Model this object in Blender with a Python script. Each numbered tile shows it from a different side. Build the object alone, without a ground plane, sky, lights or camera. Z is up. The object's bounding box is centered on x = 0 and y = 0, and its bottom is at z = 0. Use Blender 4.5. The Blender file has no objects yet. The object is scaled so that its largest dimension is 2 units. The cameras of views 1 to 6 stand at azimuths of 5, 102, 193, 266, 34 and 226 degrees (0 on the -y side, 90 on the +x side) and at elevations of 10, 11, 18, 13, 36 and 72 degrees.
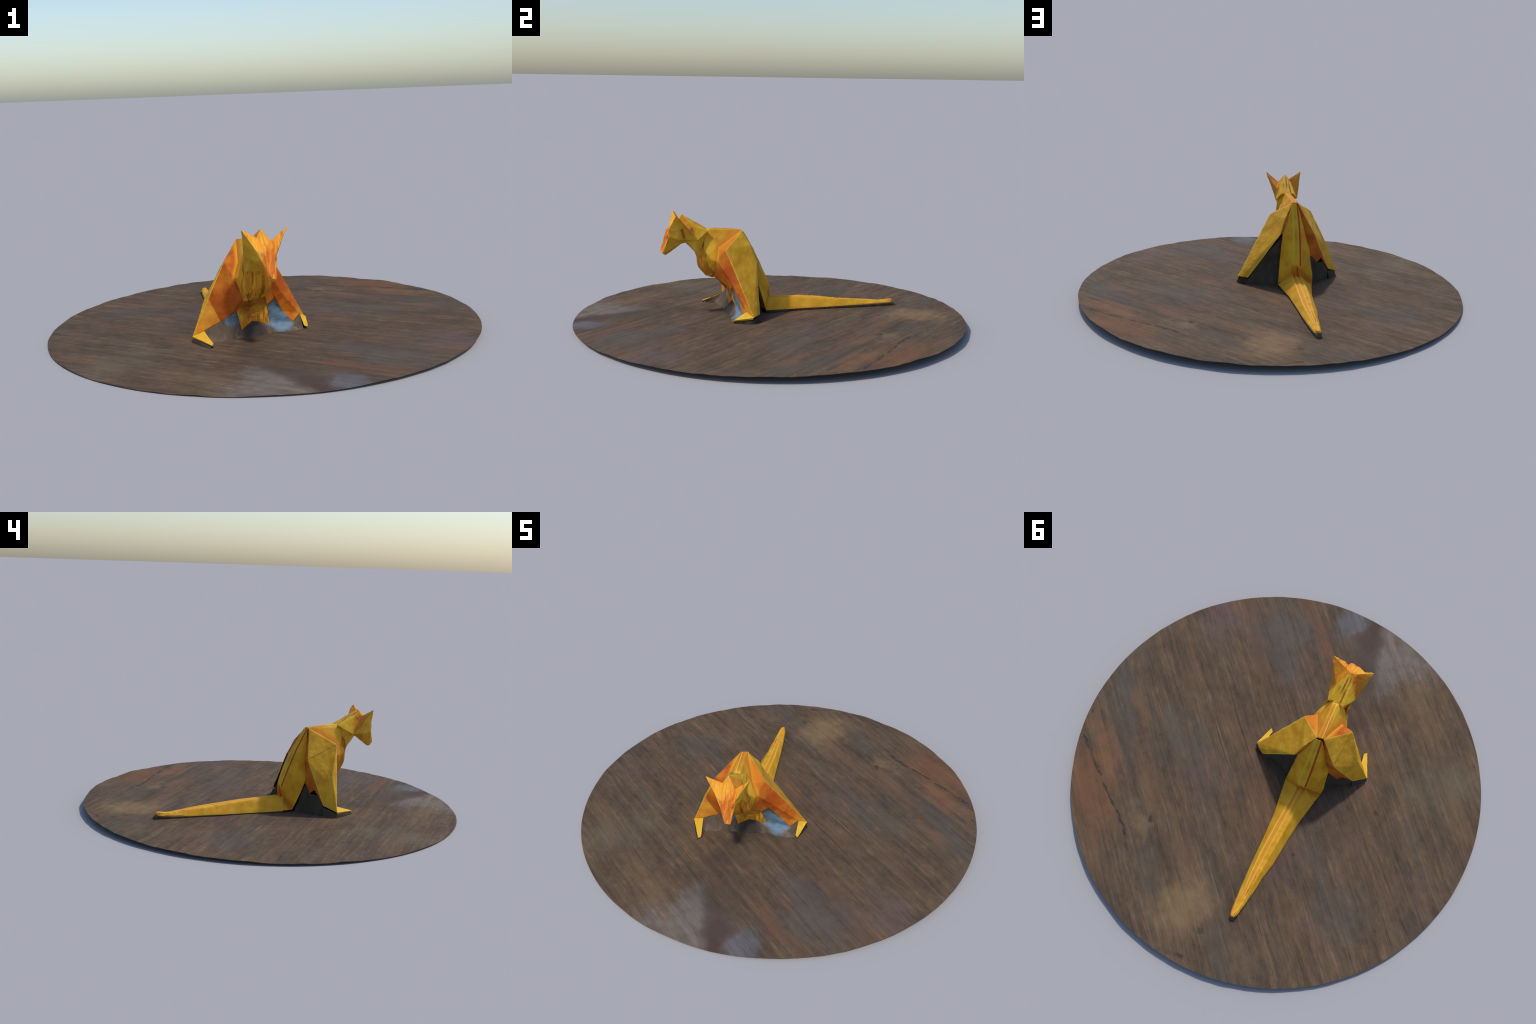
import bpy, bmesh, math, random
from mathutils import Vector, noise, Matrix, kdtree

random.seed(7)
V = Vector

# ------------------------------------------------------------------ nodes
class Graph:
    """Small helper to write shader graphs as expressions."""
    def __init__(self, name):
        self.mat = bpy.data.materials.new(name)
        self.mat.use_nodes = True
        self.nt = self.mat.node_tree
        self.nt.nodes.clear()
        self.out = self.nt.nodes.new('ShaderNodeOutputMaterial')
        self.bsdf = self.nt.nodes.new('ShaderNodeBsdfPrincipled')
        self.nt.links.new(self.bsdf.outputs[0], self.out.inputs[0])
        self.pos = self.nt.nodes.new('ShaderNodeTexCoord').outputs['Object']

    def put(self, socket, val):
        if isinstance(val, bpy.types.NodeSocket):
            self.nt.links.new(val, socket)
        elif isinstance(val, (tuple, list, Vector)) and len(val) == 3 and socket.type == 'RGBA':
            socket.default_value = (*val, 1)
        else:
            socket.default_value = val

    def math(self, op, a, b=0.0, c=0.0, clamp=False):
        n = self.nt.nodes.new('ShaderNodeMath'); n.operation = op; n.use_clamp = clamp
        for s, v in zip(n.inputs, (a, b, c)): self.put(s, v)
        return n.outputs[0]

    def vec(self, op, a, b=(0, 0, 0), scale=None):
        n = self.nt.nodes.new('ShaderNodeVectorMath'); n.operation = op
        self.put(n.inputs[0], a); self.put(n.inputs[1], b)
        if scale is not None: self.put(n.inputs['Scale'], scale)
        return n.outputs['Value'] if op in ('DOT_PRODUCT', 'LENGTH', 'DISTANCE') else n.outputs[0]

    def mapping(self, src, scale=(1, 1, 1), rot=(0, 0, 0), loc=(0, 0, 0)):
        n = self.nt.nodes.new('ShaderNodeMapping')
        self.put(n.inputs['Vector'], src)
        n.inputs['Scale'].default_value = scale; n.inputs['Rotation'].default_value = rot
        n.inputs['Location'].default_value = loc
        return n.outputs[0]

    def noise(self, src, scale, detail=4, rough=.55, dist=0, color=False):
        n = self.nt.nodes.new('ShaderNodeTexNoise')
        self.put(n.inputs['Vector'], src)
        n.inputs['Scale'].default_value = scale; n.inputs['Detail'].default_value = detail
        n.inputs['Roughness'].default_value = rough; n.inputs['Distortion'].default_value = dist
        return n.outputs['Color'] if color else n.outputs['Fac']

    def step(self, x, lo, hi, a=0.0, b=1.0):
        n = self.nt.nodes.new('ShaderNodeMapRange'); n.interpolation_type = 'SMOOTHSTEP'
        for s, v in zip(n.inputs, (x, lo, hi, a, b)): self.put(s, v)
        return n.outputs[0]

    def mix(self, fac, a, b, blend='MIX'):
        n = self.nt.nodes.new('ShaderNodeMix'); n.data_type = 'RGBA'; n.blend_type = blend
        self.put(n.inputs[0], fac); self.put(n.inputs[6], a); self.put(n.inputs[7], b)
        return n.outputs[2]

    def ramp(self, fac, stops):
        n = self.nt.nodes.new('ShaderNodeValToRGB')
        self.put(n.inputs[0], fac)
        el = n.color_ramp.elements
        while len(el) < len(stops): el.new(.5)
        for e, (p, c) in zip(el, stops):
            e.position = p; e.color = (*c, 1)
        return n.outputs[0]

    def line(self, pos, a, b, w, soft=2.0):
        """1 close to the straight crease a-b, 0 further than w*soft."""
        a, b = V(a), V(b); ab = b - a
        pa = self.vec('SUBTRACT', pos, a)
        t = self.math('DIVIDE', self.vec('DOT_PRODUCT', pa, ab), ab.length_squared, clamp=True)
        d = self.vec('LENGTH', self.vec('SUBTRACT', pa, self.vec('SCALE', tuple(ab), scale=t)))
        return self.step(d, w, w * soft, 1.0, 0.0)

    def crease(self, pos, pts, w, soft=2.0):
        m = None
        for a, b in zip(pts[:-1], pts[1:]):
            l = self.line(pos, a, b, w, soft)
            m = l if m is None else self.math('MAXIMUM', m, l)
        return m

    def blob(self, pos, c, r, ang=0.0, soft=.55):
        """elliptical patch on the table plane: centre c, radii r, long axis at ang degrees"""
        m = self.mapping(self.vec('SUBTRACT', pos, (c[0], c[1], 0)), rot=(0, 0, -math.radians(ang)))
        m = self.vec('MULTIPLY', m, (1 / r[0], 1 / r[1], 0))
        return self.step(self.vec('LENGTH', m), soft, 1.0, 1.0, 0.0)

    def finish(self, color, rough=.6, spec=.25, height=None, strength=.2, dist=.002):
        self.put(self.bsdf.inputs['Base Color'], color)
        self.put(self.bsdf.inputs['Roughness'], rough)
        self.bsdf.inputs['Specular IOR Level'].default_value = spec
        if height is not None:
            b = self.nt.nodes.new('ShaderNodeBump')
            b.inputs['Strength'].default_value = strength; b.inputs['Distance'].default_value = dist
            self.put(b.inputs['Height'], height)
            self.nt.links.new(b.outputs[0], self.bsdf.inputs['Normal'])
        return self.mat

# ------------------------------------------------------------------ landmarks (metres)
# animal faces -y; "l_" is its own left (+x), "r_" its right
P = dict(
    l_hip=(-.069, -.167, .449), r_hip=(-.095, -.183, .449),
    l_knee=(.067, -.220, .365), r_knee=(-.135, -.331, .373),
    l_back=(-.029, -.077, .298), r_back=(-.187, -.172, .296),
    l_ankle=(.197, -.038, .053), r_ankle=(-.288, -.325, .042),
    l_heel=(.134, -.021, .057), r_heel=(-.258, -.255, .070),
    l_heel_mid=(.169, -.026, .058),
    l_toe=(.212, -.143, .036), r_toe=(-.193, -.416, .028),
    l_foot_in=(.174, -.078, .078), r_foot_in=(-.237, -.318, .065),
    l_in_low=(.144, -.107, .046), l_in_mid=(.097, -.137, .106), l_in_up=(.057, -.217, .225),
    l_apex=(.067, -.183, .177),
    l_side=(.059, -.268, .304), r_side=(-.091, -.343, .304),
    l_side_up=(.030, -.268, .370), r_side_up=(-.074, -.320, .370),
    r_flap_top=(-.2102, -.3275, .211), r_flap_in=(-.166, -.283, .096), r_red_low=(-.132, -.270, .116),
    r_tab=(-.208, -.188, .123), r_p1=(-.230, -.231, .118), r_p2=(-.225, -.210, .147), r_p3=(-.176, -.171, .161),
    ru_top=(-.112, -.026, .156), ru_top_r=(-.147, -.044, .147),
    ru_l_up=(-.029, -.070, .183), ru_l_low=(-.029, -.025, .040),
    ru_r1=(-.147, -.170, .267), ru_r2=(-.171, -.172, .193), ru_r3=(-.180, -.150, .132), ru_r4=(-.198, -.122, .075),
    ru_r_low=(-.202, -.101, .032), ru_r_fold=(-.209, -.053, .027),
    cr_top=(-.115, -.025, .088), cr_top_r=(-.133, -.050, .084),
    withers_l=(.010, -.332, .456), withers_r=(-.014, -.345, .456),
    flap_l=(.040, -.164, .054), flap_m=(-.034, -.211, .080), flap_r=(-.080, -.239, .044),
    pouch_tip=(.000, -.203, .125), pouch_v=(-.033, -.214, .101), tab_l=(.033, -.199, .150),
)
P = {k: V(v) for k, v in P.items()}

# ------------------------------------------------------------------ materials
def paper(name, base, dark, light, creases=(), edges=(), bump=.25, patch=None):
    g = Graph(name)
    wob = g.vec('ADD', g.pos, g.vec('SCALE', g.vec('SUBTRACT', g.noise(g.pos, 60, 3, color=True), (.5, .5, .5)), scale=.004))
    big = g.noise(g.pos, 16, 3, .5)
    col = g.ramp(big, [(.30, dark), (.50, base), (.72, light)])
    fibre = g.noise(g.mapping(g.pos, (1, 1, .35)), 95, 4, .6)
    col = g.mix(g.math('MULTIPLY', g.step(fibre, .52, .75), .35), col, light)
    if patch:
        for m, c in patch(g, wob):
            col = g.mix(m, col, c)
    for pts, w, c, k in list(edges) + list(creases):
        col = g.mix(g.math('MULTIPLY', g.crease(wob, pts, w), k), col, c)
    h = g.math('ADD', g.math('MULTIPLY', g.noise(g.pos, 38, 4, .5), .7), g.math('MULTIPLY', fibre, .3))
    for pts, w, c, k in creases:
        h = g.math('SUBTRACT', h, g.math('MULTIPLY', g.crease(wob, pts, w * .5, 2.5), .6))
    return g.finish(col, .66, .14, h, bump, .004)

YEL, YDK, YLT = (.72, .355, .024), (.62, .285, .018), (.80, .445, .038)
ORA, ODK, OLT = (.51, .130, .014), (.37, .068, .009), (.62, .220, .020)  # orange deepened to match shade inside the leg folds
RED, PALE, ORG = (.42, .055, .012), (.84, .58, .085), (.70, .25, .025)

# the four long folds of the tail, root to tip
TAIL_AXIS = V((-.395, .919, 0))
TAIL = dict(
    bot_l=[(-.029, -.026, .036), (-.081, .060, .034), (-.127, .136, .033), (-.191, .268, .034), (-.245, .386, .037), (-.307, .513, .040), (-.336, .568, .040), (-.360, .609, .041)],
    bot_r=[(-.209, -.053, .026), (-.232, .050, .024), (-.263, .158, .025), (-.311, .299, .029), (-.328, .379, .029), (-.348, .441, .031), (-.372, .527, .036), (-.387, .597, .041)],
    top_l=[(-.104, -.032, .089), (-.134, .047, .086), (-.184, .184, .081), (-.237, .321, .071), (-.271, .395, .067), (-.314, .473, .061), (-.343, .551, .052), (-.365, .608, .060)],
    top_r=[(-.140, -.059, .088), (-.176, .030, .088), (-.220, .129, .085), (-.251, .215, .078), (-.282, .307, .067), (-.304, .371, .062), (-.335, .462, .057), (-.358, .526, .051), (-.382, .598, .058)],
)
TAIL = {k: [V(p) for p in pts] for k, pts in TAIL.items()}

def tail_edge(k, t):
    """point on one fold, t = 0 at the root, 1 at the tip, measured along the tail"""
    pts = TAIL[k]
    d = [p.dot(TAIL_AXIS) for p in pts]
    s = d[0] + (d[-1] - d[0]) * t
    for p, q, e, f in zip(pts[:-1], pts[1:], d[:-1], d[1:]):
        if s <= f or q is pts[-1]:
            return p.lerp(q, max(0, min(1, (s - e) / (f - e))))

def tail_top(f, n=6):
    return [tail_edge('top_l', i / n).lerp(tail_edge('top_r', i / n), f) for i in range(n + 1)]
RIDGE_L, RED_LINE = tail_top(.06), tail_top(.80)

def tail_patch(g, p):
    return [(g.math('MULTIPLY', g.crease(p, tail_top(.27), .005, 2.0), .75), ORG)]

MAT_TAIL = paper('tail_paper', YEL, YDK, YLT, patch=tail_patch,
    creases=[(RED_LINE, .0020, (.58, .10, .016), .8)],
    edges=[(RIDGE_L, .0018, PALE, .45), (tail_top(.52), .0022, PALE, .35)])

def rump_patch(g, p):
    return [(g.math('MULTIPLY', g.crease(p, [(-.122, -.022, .125), (-.124, -.030, .095)], .016, 2.2), .6), ORA),
            (g.math('MULTIPLY', g.crease(p, [(-.13, -.04, .115), P['ru_r_low']], .012, 2.2), .5), ORA),
            (g.math('MULTIPLY', g.crease(p, [(-.11, -.025, .105), P['ru_l_low']], .010, 2.2), .4), ORA)]
MAT_RUMP = paper('rump_paper', (.68, .335, .016), (.58, .245, .013), (.75, .41, .024), patch=rump_patch,
    creases=[([P['r_hip'] + V((.004, .006, -.004)), V((-.119, -.121, .345)), V((-.135, -.081, .250)), P['ru_top_r']], .0032, RED, .95),
             ([(-.120, -.018, .150), (-.122, -.028, .088)], .003, RED, .7),
             ([(-.133, -.03, .145), (-.131, -.045, .088)], .003, RED, .8)],
    edges=[([P['l_hip'], V((-.090, -.108, .345)), V((-.103, -.066, .250)), P['ru_top']], .004, (.66, .47, .045), .7),
           ([P['r_hip'] + V((.010, .006, 0)), V((-.110, -.117, .345)), V((-.127, -.076, .250)), P['ru_top_r'] + V((.008, .004, 0))], .003, (.66, .47, .045), .5)])

def thigh_patch(g, p):
    return [(g.math('MULTIPLY', g.step(g.noise(g.pos, 22, 2), .5, .7), .35), (.48, .30, .03))]
MAT_THIGH = paper('thigh_paper', YEL, YDK, YLT, patch=thigh_patch,
    creases=[([P['r_knee'], P['r_back']], .0016, (.33, .20, .02), .8)],
    edges=[([P['l_hip'], P['l_knee'], P['l_ankle']], .0028, PALE, .55), ([P['l_hip'], P['l_back'], P['l_heel']], .003, (.74, .52, .05), .7),
           ([P['r_hip'], P['r_knee'], P['r_ankle']], .0028, PALE, .5), ([P['r_hip'], P['r_back'], P['r_heel']], .003, (.74, .52, .05), .7)])

def ball(g, p, c, r):
    return g.step(g.vec('DISTANCE', p, c), r * .25, r, 1.0, 0.0)

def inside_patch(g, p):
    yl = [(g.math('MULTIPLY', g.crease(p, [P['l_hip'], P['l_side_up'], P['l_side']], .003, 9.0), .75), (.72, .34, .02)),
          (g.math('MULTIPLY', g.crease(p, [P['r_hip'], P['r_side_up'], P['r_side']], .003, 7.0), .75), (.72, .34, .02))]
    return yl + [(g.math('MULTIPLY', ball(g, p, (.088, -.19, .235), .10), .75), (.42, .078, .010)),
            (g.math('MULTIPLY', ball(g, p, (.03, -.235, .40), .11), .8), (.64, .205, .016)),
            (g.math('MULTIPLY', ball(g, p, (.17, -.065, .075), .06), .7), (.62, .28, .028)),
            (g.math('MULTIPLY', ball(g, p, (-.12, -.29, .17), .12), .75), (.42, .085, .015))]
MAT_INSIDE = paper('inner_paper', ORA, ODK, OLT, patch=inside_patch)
MAT_FLAP = paper('shin_paper', (.64, .25, .026), (.57, .19, .022), (.72, .34, .038))
MAT_FOOT = paper('foot_paper', (.74, .43, .032), (.68, .36, .03), (.80, .52, .06), bump=.12)

def torso_patch(g, p):
    return [(g.math('MULTIPLY', g.crease(p, [(-.06, -.20, .44), P['l_side_up'] + V((.012, .02, -.005)), P['l_side'] + V((.0, .02, 0))], .022, 2.0), .8), ORG),
            (g.math('MULTIPLY', g.crease(p, [(-.10, -.20, .44), P['r_side_up'] + V((-.012, .0, -.005)), P['r_side'] + V((-.01, .01, 0))], .022, 2.0), .8), ORG)]
MAT_TORSO = paper('torso_paper', (.72, .355, .024), (.61, .27, .019), (.82, .46, .04), patch=torso_patch,
    creases=[([(-.077, -.186, .452), (-.003, -.338, .462)], .003, (.62, .20, .02), .8),
             ([(-.090, -.186, .452), (-.016, -.345, .462)], .003, (.60, .18, .02), .8)],
    edges=[([(-.084, -.186, .452), (-.009, -.342, .462)], .003, PALE, .7)])

def chest_patch(g, p):
    st = g.noise(g.mapping(g.pos, (75, 40, 6), rot=(0, 0, math.radians(-26))), 1.0, 2, .5)
    return [(g.math('MULTIPLY', g.step(st, .5, .60), .8), (.50, .17, .018)),
            (g.math('MULTIPLY', g.step(st, .45, .36), .8), (.30, .070, .012))]
MAT_CHEST = paper('chest_paper', (.60, .285, .021), (.47, .19, .015), (.70, .37, .030), patch=chest_patch)
MAT_BELLY = paper('belly_paper', (.46, .19, .02), (.30, .075, .012), (.56, .27, .025))

def head_patch(g, p):
    st = g.noise(g.mapping(g.pos, (62, 9, 9), rot=(0, 0, math.radians(-26))), 1.0, 3, .55)
    face = ball(g, p, (.085, -.545, .43), .075)
    face2 = ball(g, p, (.09, -.55, .37), .06)
    return [(g.math('MULTIPLY', g.step(st, .50, .62), .65), (.63, .17, .022)), (g.math('MULTIPLY', ball(g, p, (.103, -.522, .425), .020), .75), (.36, .070, .030)), (g.math('MULTIPLY', ball(g, p, (.052, -.548, .440), .014), .6), (.40, .10, .02)),
            (g.math('MULTIPLY', g.math('MAXIMUM', face, face2), g.step(st, .38, .60, .15, .85)), (.62, .15, .022))]
MAT_FACE = paper('face_paper', (.78, .34, .032), (.70, .24, .026), (.84, .45, .06), patch=head_patch)
MAT_HEAD = paper('head_paper', (.66, .35, .026), (.54, .26, .02), (.76, .44, .042),
    creases=[([(-.026, -.531, .537), (-.002, -.492, .45), (.004, -.480, .42)], .003, (.33, .035, .012), .95),
             ([(.118, -.435, .462), (.100, -.430, .42)], .006, (.36, .05, .012), .8),
             ([(.1, -.515, .42), (.106, -.53, .385)], .006, (.40, .10, .02), .7)])
MAT_HOOD = paper('hood_paper', (.75, .405, .028), (.64, .34, .022), (.84, .53, .045),
    creases=[([(.036, -.452, .522), (-.002, -.340, .462)], .0028, (.46, .10, .015), .9),
             ([(.026, -.454, .518), (-.016, -.352, .462)], .0030, (.44, .11, .015), .9)],
    edges=[([(.043, -.448, .522), (.006, -.335, .462)], .003, (.70, .55, .08), .7)])
MAT_EARIN = paper('ear_paper', (.66, .27, .026), (.55, .17, .02), (.70, .38, .035))

def plain(name, c, dark, light, scale=(30, 30, 6), rough=.85):
    g = Graph(name)
    n = g.noise(g.mapping(g.pos, scale), 1.0, 4, .55)
    return g.finish(g.ramp(n, [(.3, dark), (.5, c), (.72, light)]), rough, .08, n, .2, .003)

MAT_DARK = plain('dark_brown_web', (.074, .058, .044), (.058, .045, .034), (.094, .075, .056), (22, 22, 8))
MAT_DARK_SKIRT = plain('dark_brown_skirt', (.055, .038, .023), (.030, .022, .016), (.095, .063, .036))
MAT_SHADE = plain('tail_skirt_brown', (.110, .080, .057), (.065, .048, .036), (.160, .115, .080))
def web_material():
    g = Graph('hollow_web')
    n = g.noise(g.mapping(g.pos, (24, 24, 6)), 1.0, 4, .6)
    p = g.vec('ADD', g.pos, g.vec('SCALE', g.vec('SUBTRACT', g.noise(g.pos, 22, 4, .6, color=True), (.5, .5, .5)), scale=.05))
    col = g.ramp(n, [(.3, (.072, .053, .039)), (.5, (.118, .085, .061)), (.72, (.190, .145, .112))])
    blue = g.ramp(g.noise(g.mapping(g.pos, (10, 10, 26)), 1.0, 3), [(.35, (.085, .125, .155)), (.5, (.130, .205, .285)), (.68, (.215, .290, .350))])  # sky reflection tinted into the web colour
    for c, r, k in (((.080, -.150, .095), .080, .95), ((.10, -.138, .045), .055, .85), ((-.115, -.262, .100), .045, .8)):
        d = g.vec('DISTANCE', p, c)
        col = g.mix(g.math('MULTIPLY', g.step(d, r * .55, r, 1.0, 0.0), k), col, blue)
    dark = g.step(g.vec('DISTANCE', p, (-.025, -.215, .03)), .03, .085, 1.0, 0.0)  # shadow beneath the belly flaps, painted near-black
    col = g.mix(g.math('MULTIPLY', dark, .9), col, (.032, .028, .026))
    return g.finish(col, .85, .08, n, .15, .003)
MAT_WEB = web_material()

# ------------------------------------------------------------------ mesh helpers
def refine(bm, edge, smooth=2, crinkle=.0008, seed=0.0, keep_flat=False):
    bmesh.ops.remove_doubles(bm, verts=bm.verts, dist=1e-5)
    bmesh.ops.triangulate(bm, faces=bm.faces)
    for _ in range(9):
        long = [e for e in bm.edges if e.calc_length() > edge]
        if not long: break
        bmesh.ops.subdivide_edges(bm, edges=long, cuts=1)
        bmesh.ops.triangulate(bm, faces=[f for f in bm.faces if len(f.verts) > 3])
    for _ in range(smooth):
        bmesh.ops.smooth_vert(bm, verts=[v for v in bm.verts if not v.is_boundary], factor=.5,
                              use_axis_x=True, use_axis_y=True, use_axis_z=True)
    bm.normal_update()
    if crinkle:
        off = V((seed * 3.1, seed * 1.7, 0))
        for v in bm.verts:
            a = noise.noise(v.co * 26 + off) * 1.6 + noise.noise(v.co * 70 + off) * .8
            r = max(0.0, 1 - 5 * abs(noise.noise(v.co * 13 + off * 2))) ** 2
            v.co += v.normal * ((a + .8 * r) * crinkle)
    bm.normal_update()

ROOTS = {}
def to_object(bm, name, mats, parent=None, smooth=True):
    me = bpy.data.meshes.new(name); bm.to_mesh(me); bm.free()
    for m in mats: me.materials.append(m)
    if smooth:
        for p in me.polygons: p.use_smooth = True
    ob = bpy.data.objects.new(name, me)
    bpy.context.scene.collection.objects.link(ob)
    if parent is not None: attach(ob, parent)
    return ob

def attach(ob, parent):
    ob.parent = parent
    bpy.context.view_layer.update()
    ob.matrix_parent_inverse = parent.matrix_world.inverted()

def puff(bm, index, height, reach):
    """Bow the sheet of one material outwards, most in its middle."""
    bm.verts.ensure_lookup_table()
    inside = [v for v in bm.verts if all(f.material_index == index for f in v.link_faces) and not v.is_boundary]
    rim = [v for v in bm.verts if any(f.material_index == index for f in v.link_faces)
           and (v.is_boundary or any(f.material_index != index for f in v.link_faces))]
    kd = kdtree.KDTree(len(rim))
    for i, v in enumerate(rim): kd.insert(v.co, i)
    kd.balance()
    moves = []
    for v in inside:
        d = min(1.0, kd.find(v.co)[2] / reach)
        moves.append((v, v.normal * height * (d * (2 - d))))
    for v, m in moves: v.co += m
    bm.normal_update()

def thicken(bm, t, inner):
    """Give an open folded sheet a back side t behind it."""
    bm.normal_update()
    faces = bm.faces[:]; rim = [e for e in bm.edges if e.is_boundary]
    twin = {v: bm.verts.new(v.co - v.normal * t) for v in bm.verts[:]}
    for f in faces:
        try:
            g = bm.faces.new([twin[v] for v in reversed(f.verts)]); g.material_index = inner
        except ValueError: pass
    for e in rim:
        f = e.link_faces[0] if e.link_faces else None
        if not f: continue
        vs = list(f.verts); i = vs.index(e.verts[0]); a, b = e.verts
        if vs[(i + 1) % len(vs)] != b: a, b = b, a
        try:
            q = bm.faces.new((b, a, twin[a], twin[b])); q.material_index = f.material_index
        except ValueError: pass

def split_parts(bm, name, labels, mats, parent):
    """One seamless folded body, cut into named regions that keep the whole body's normals."""
    lay = bm.faces.layers.int['part']
    bm.normal_update()
    objs = {}
    for k, label in enumerate(labels):
        fs = [f for f in bm.faces if f[lay] == k]
        if not fs: continue
        vs = {}; order = []
        for f in fs:
            for v in f.verts:
                if v not in vs: vs[v] = len(order); order.append(v)
        me = bpy.data.meshes.new(label)
        me.from_pydata([v.co[:] for v in order], [], [[vs[v] for v in f.verts] for f in fs])
        used = sorted({f.material_index for f in fs})
        for u in used: me.materials.append(mats[u])
        for p, f in zip(me.polygons, fs):
            p.material_index = used.index(f.material_index); p.use_smooth = True
        me.normals_split_custom_set_from_vertices([v.normal[:] for v in order])
        ob = bpy.data.objects.new(label, me)
        bpy.context.scene.collection.objects.link(ob)
        objs[k] = ob
    main = objs[0]; attach(main, parent)
    for k, ob in objs.items():
        if k: attach(ob, main)
    bm.free()
    return main

def folded(name, faces, parent, pts=None, edge=.006, smooth=2, crinkle=.0008, seed=0., flip_out=True,
           sheet=None, out=None, bow=(), parts=None, pleats=()):
    """Folded paper part: faces = [(names..., material)], closed, or an open sheet with a back side."""
    pts = {**P, **(pts or {})}
    mats = []
    bm = bmesh.new(); vs = {}
    lay = bm.faces.layers.int.new('part')
    for *names, mat in faces:
        label = 0
        if isinstance(mat, tuple): mat, label = mat
        if mat not in mats: mats.append(mat)
        loop = []
        for n in names:
            if n not in vs: vs[n] = bm.verts.new(V(pts[n]))
            loop.append(vs[n])
        try:
            f = bm.faces.new(loop)
            f.material_index = mats.index(mat); f[lay] = label
        except ValueError:
            pass
    if flip_out: bmesh.ops.recalc_face_normals(bm, faces=bm.faces)
    if out is not None:
        k = sum((f.normal * f.calc_area() for f in bm.faces if f.material_index == 0), V((0, 0, 0)))
        if k.dot(V(out)) < 0: bmesh.ops.reverse_faces(bm, faces=bm.faces)
    refine(bm, edge, smooth, crinkle, seed)
    for m, across, freq, amp in pleats:
        idx = mats.index(m); ax = V(across).normalized()
        for v in bm.verts:
            if all(f.material_index == idx for f in v.link_faces):
                t = v.co.dot(ax) + .006 * noise.noise(v.co * 30)
                w = noise.noise(V((t * freq, v.co.z * 9, 3))) + .6 * noise.noise(V((t * freq * 2.1, v.co.z * 12, 8)))
                v.co += v.normal * (w * amp)
        bm.normal_update()
    for m, h, r in bow:
        if m in mats: puff(bm, mats.index(m), h, r)
    if sheet is not None:
        if sheet[1] not in mats: mats.append(sheet[1])
        thicken(bm, sheet[0], mats.index(sheet[1]))
    if parts: return split_parts(bm, name, parts, mats, parent)
    return to_object(bm, name, mats, parent)

def hull(name, points, mat_of, parent, edge=.006, smooth=2, crinkle=.0008, seed=0.):
    """Convex folded body; mat_of(normal, centre) picks the sheet that shows."""
    bm = bmesh.new()
    for p in points: bm.verts.new(V(p))
    r = bmesh.ops.convex_hull(bm, input=bm.verts)
    bmesh.ops.delete(bm, geom=list({g for g in r['geom_interior'] if isinstance(g, bmesh.types.BMVert)}), context='VERTS')
    bmesh.ops.recalc_face_normals(bm, faces=bm.faces)
    mats = []
    for f in bm.faces:
        m = mat_of(f.normal, f.calc_center_median())
        if m not in mats: mats.append(m)
        f.material_index = mats.index(m)
    refine(bm, edge, smooth, crinkle, seed)
    return to_object(bm, name, mats, parent)

# ------------------------------------------------------------------ wooden disc
def table_z(x, y):
    return .0182 + .0087 * x + .0136 * y + .0025 * max(0, 1 - (x * x + y * y))

def rim_wave(th):
    c, s = math.cos(th), math.sin(th)
    return .0035 * noise.noise(V((c * 9, s * 9, 1.3))) + .002 * noise.noise(V((c * 22, s * 22, 5.1)))

def build_disc():
    bm = bmesh.new()
    N, R = 360, 64
    def ring(level):
        rows = []
        for j in range(1, R + 1):
            r = j / R; row = []
            for i in range(N):
                th = 2 * math.pi * i / N
                rr = r * (1.0 - .0008 + .0014 * noise.noise(V((math.cos(th) * 5, math.sin(th) * 5, 9)))) if r > .9 else r * .9992
                x, y = rr * math.cos(th), rr * math.sin(th)
                z = table_z(x, y) + rim_wave(th) * r ** 10
                z += .0008 * noise.noise(V((x * 7, y * 7, 2))) * (1 - r ** 6)
                if level: z = max(0.0, z - .002)
                else: z = max(.001, z)
                row.append(bm.verts.new((x, y, z)))
            rows.append(row)
        z0 = table_z(0, 0) - (.004 if level else 0)
        c = bm.verts.new((0, 0, z0))
        for i in range(N):
            k = (i + 1) % N
            bm.faces.new((c, rows[0][i], rows[0][k]))
            for j in range(R - 1):
                bm.faces.new((rows[j][i], rows[j + 1][i], rows[j + 1][k], rows[j][k]))
        return rows[-1]
    a, b = ring(0), ring(1)
    for i in range(N):
        k = (i + 1) % N
        bm.faces.new((a[i], b[i], b[k], a[k]))
    bmesh.ops.recalc_face_normals(bm, faces=bm.faces)
    for e in bm.edges:
        if len(e.link_faces) == 2 and e.calc_face_angle() > .6: e.smooth = False
    return to_object(bm, 'wooden_disc', [wood()], None)

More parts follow.
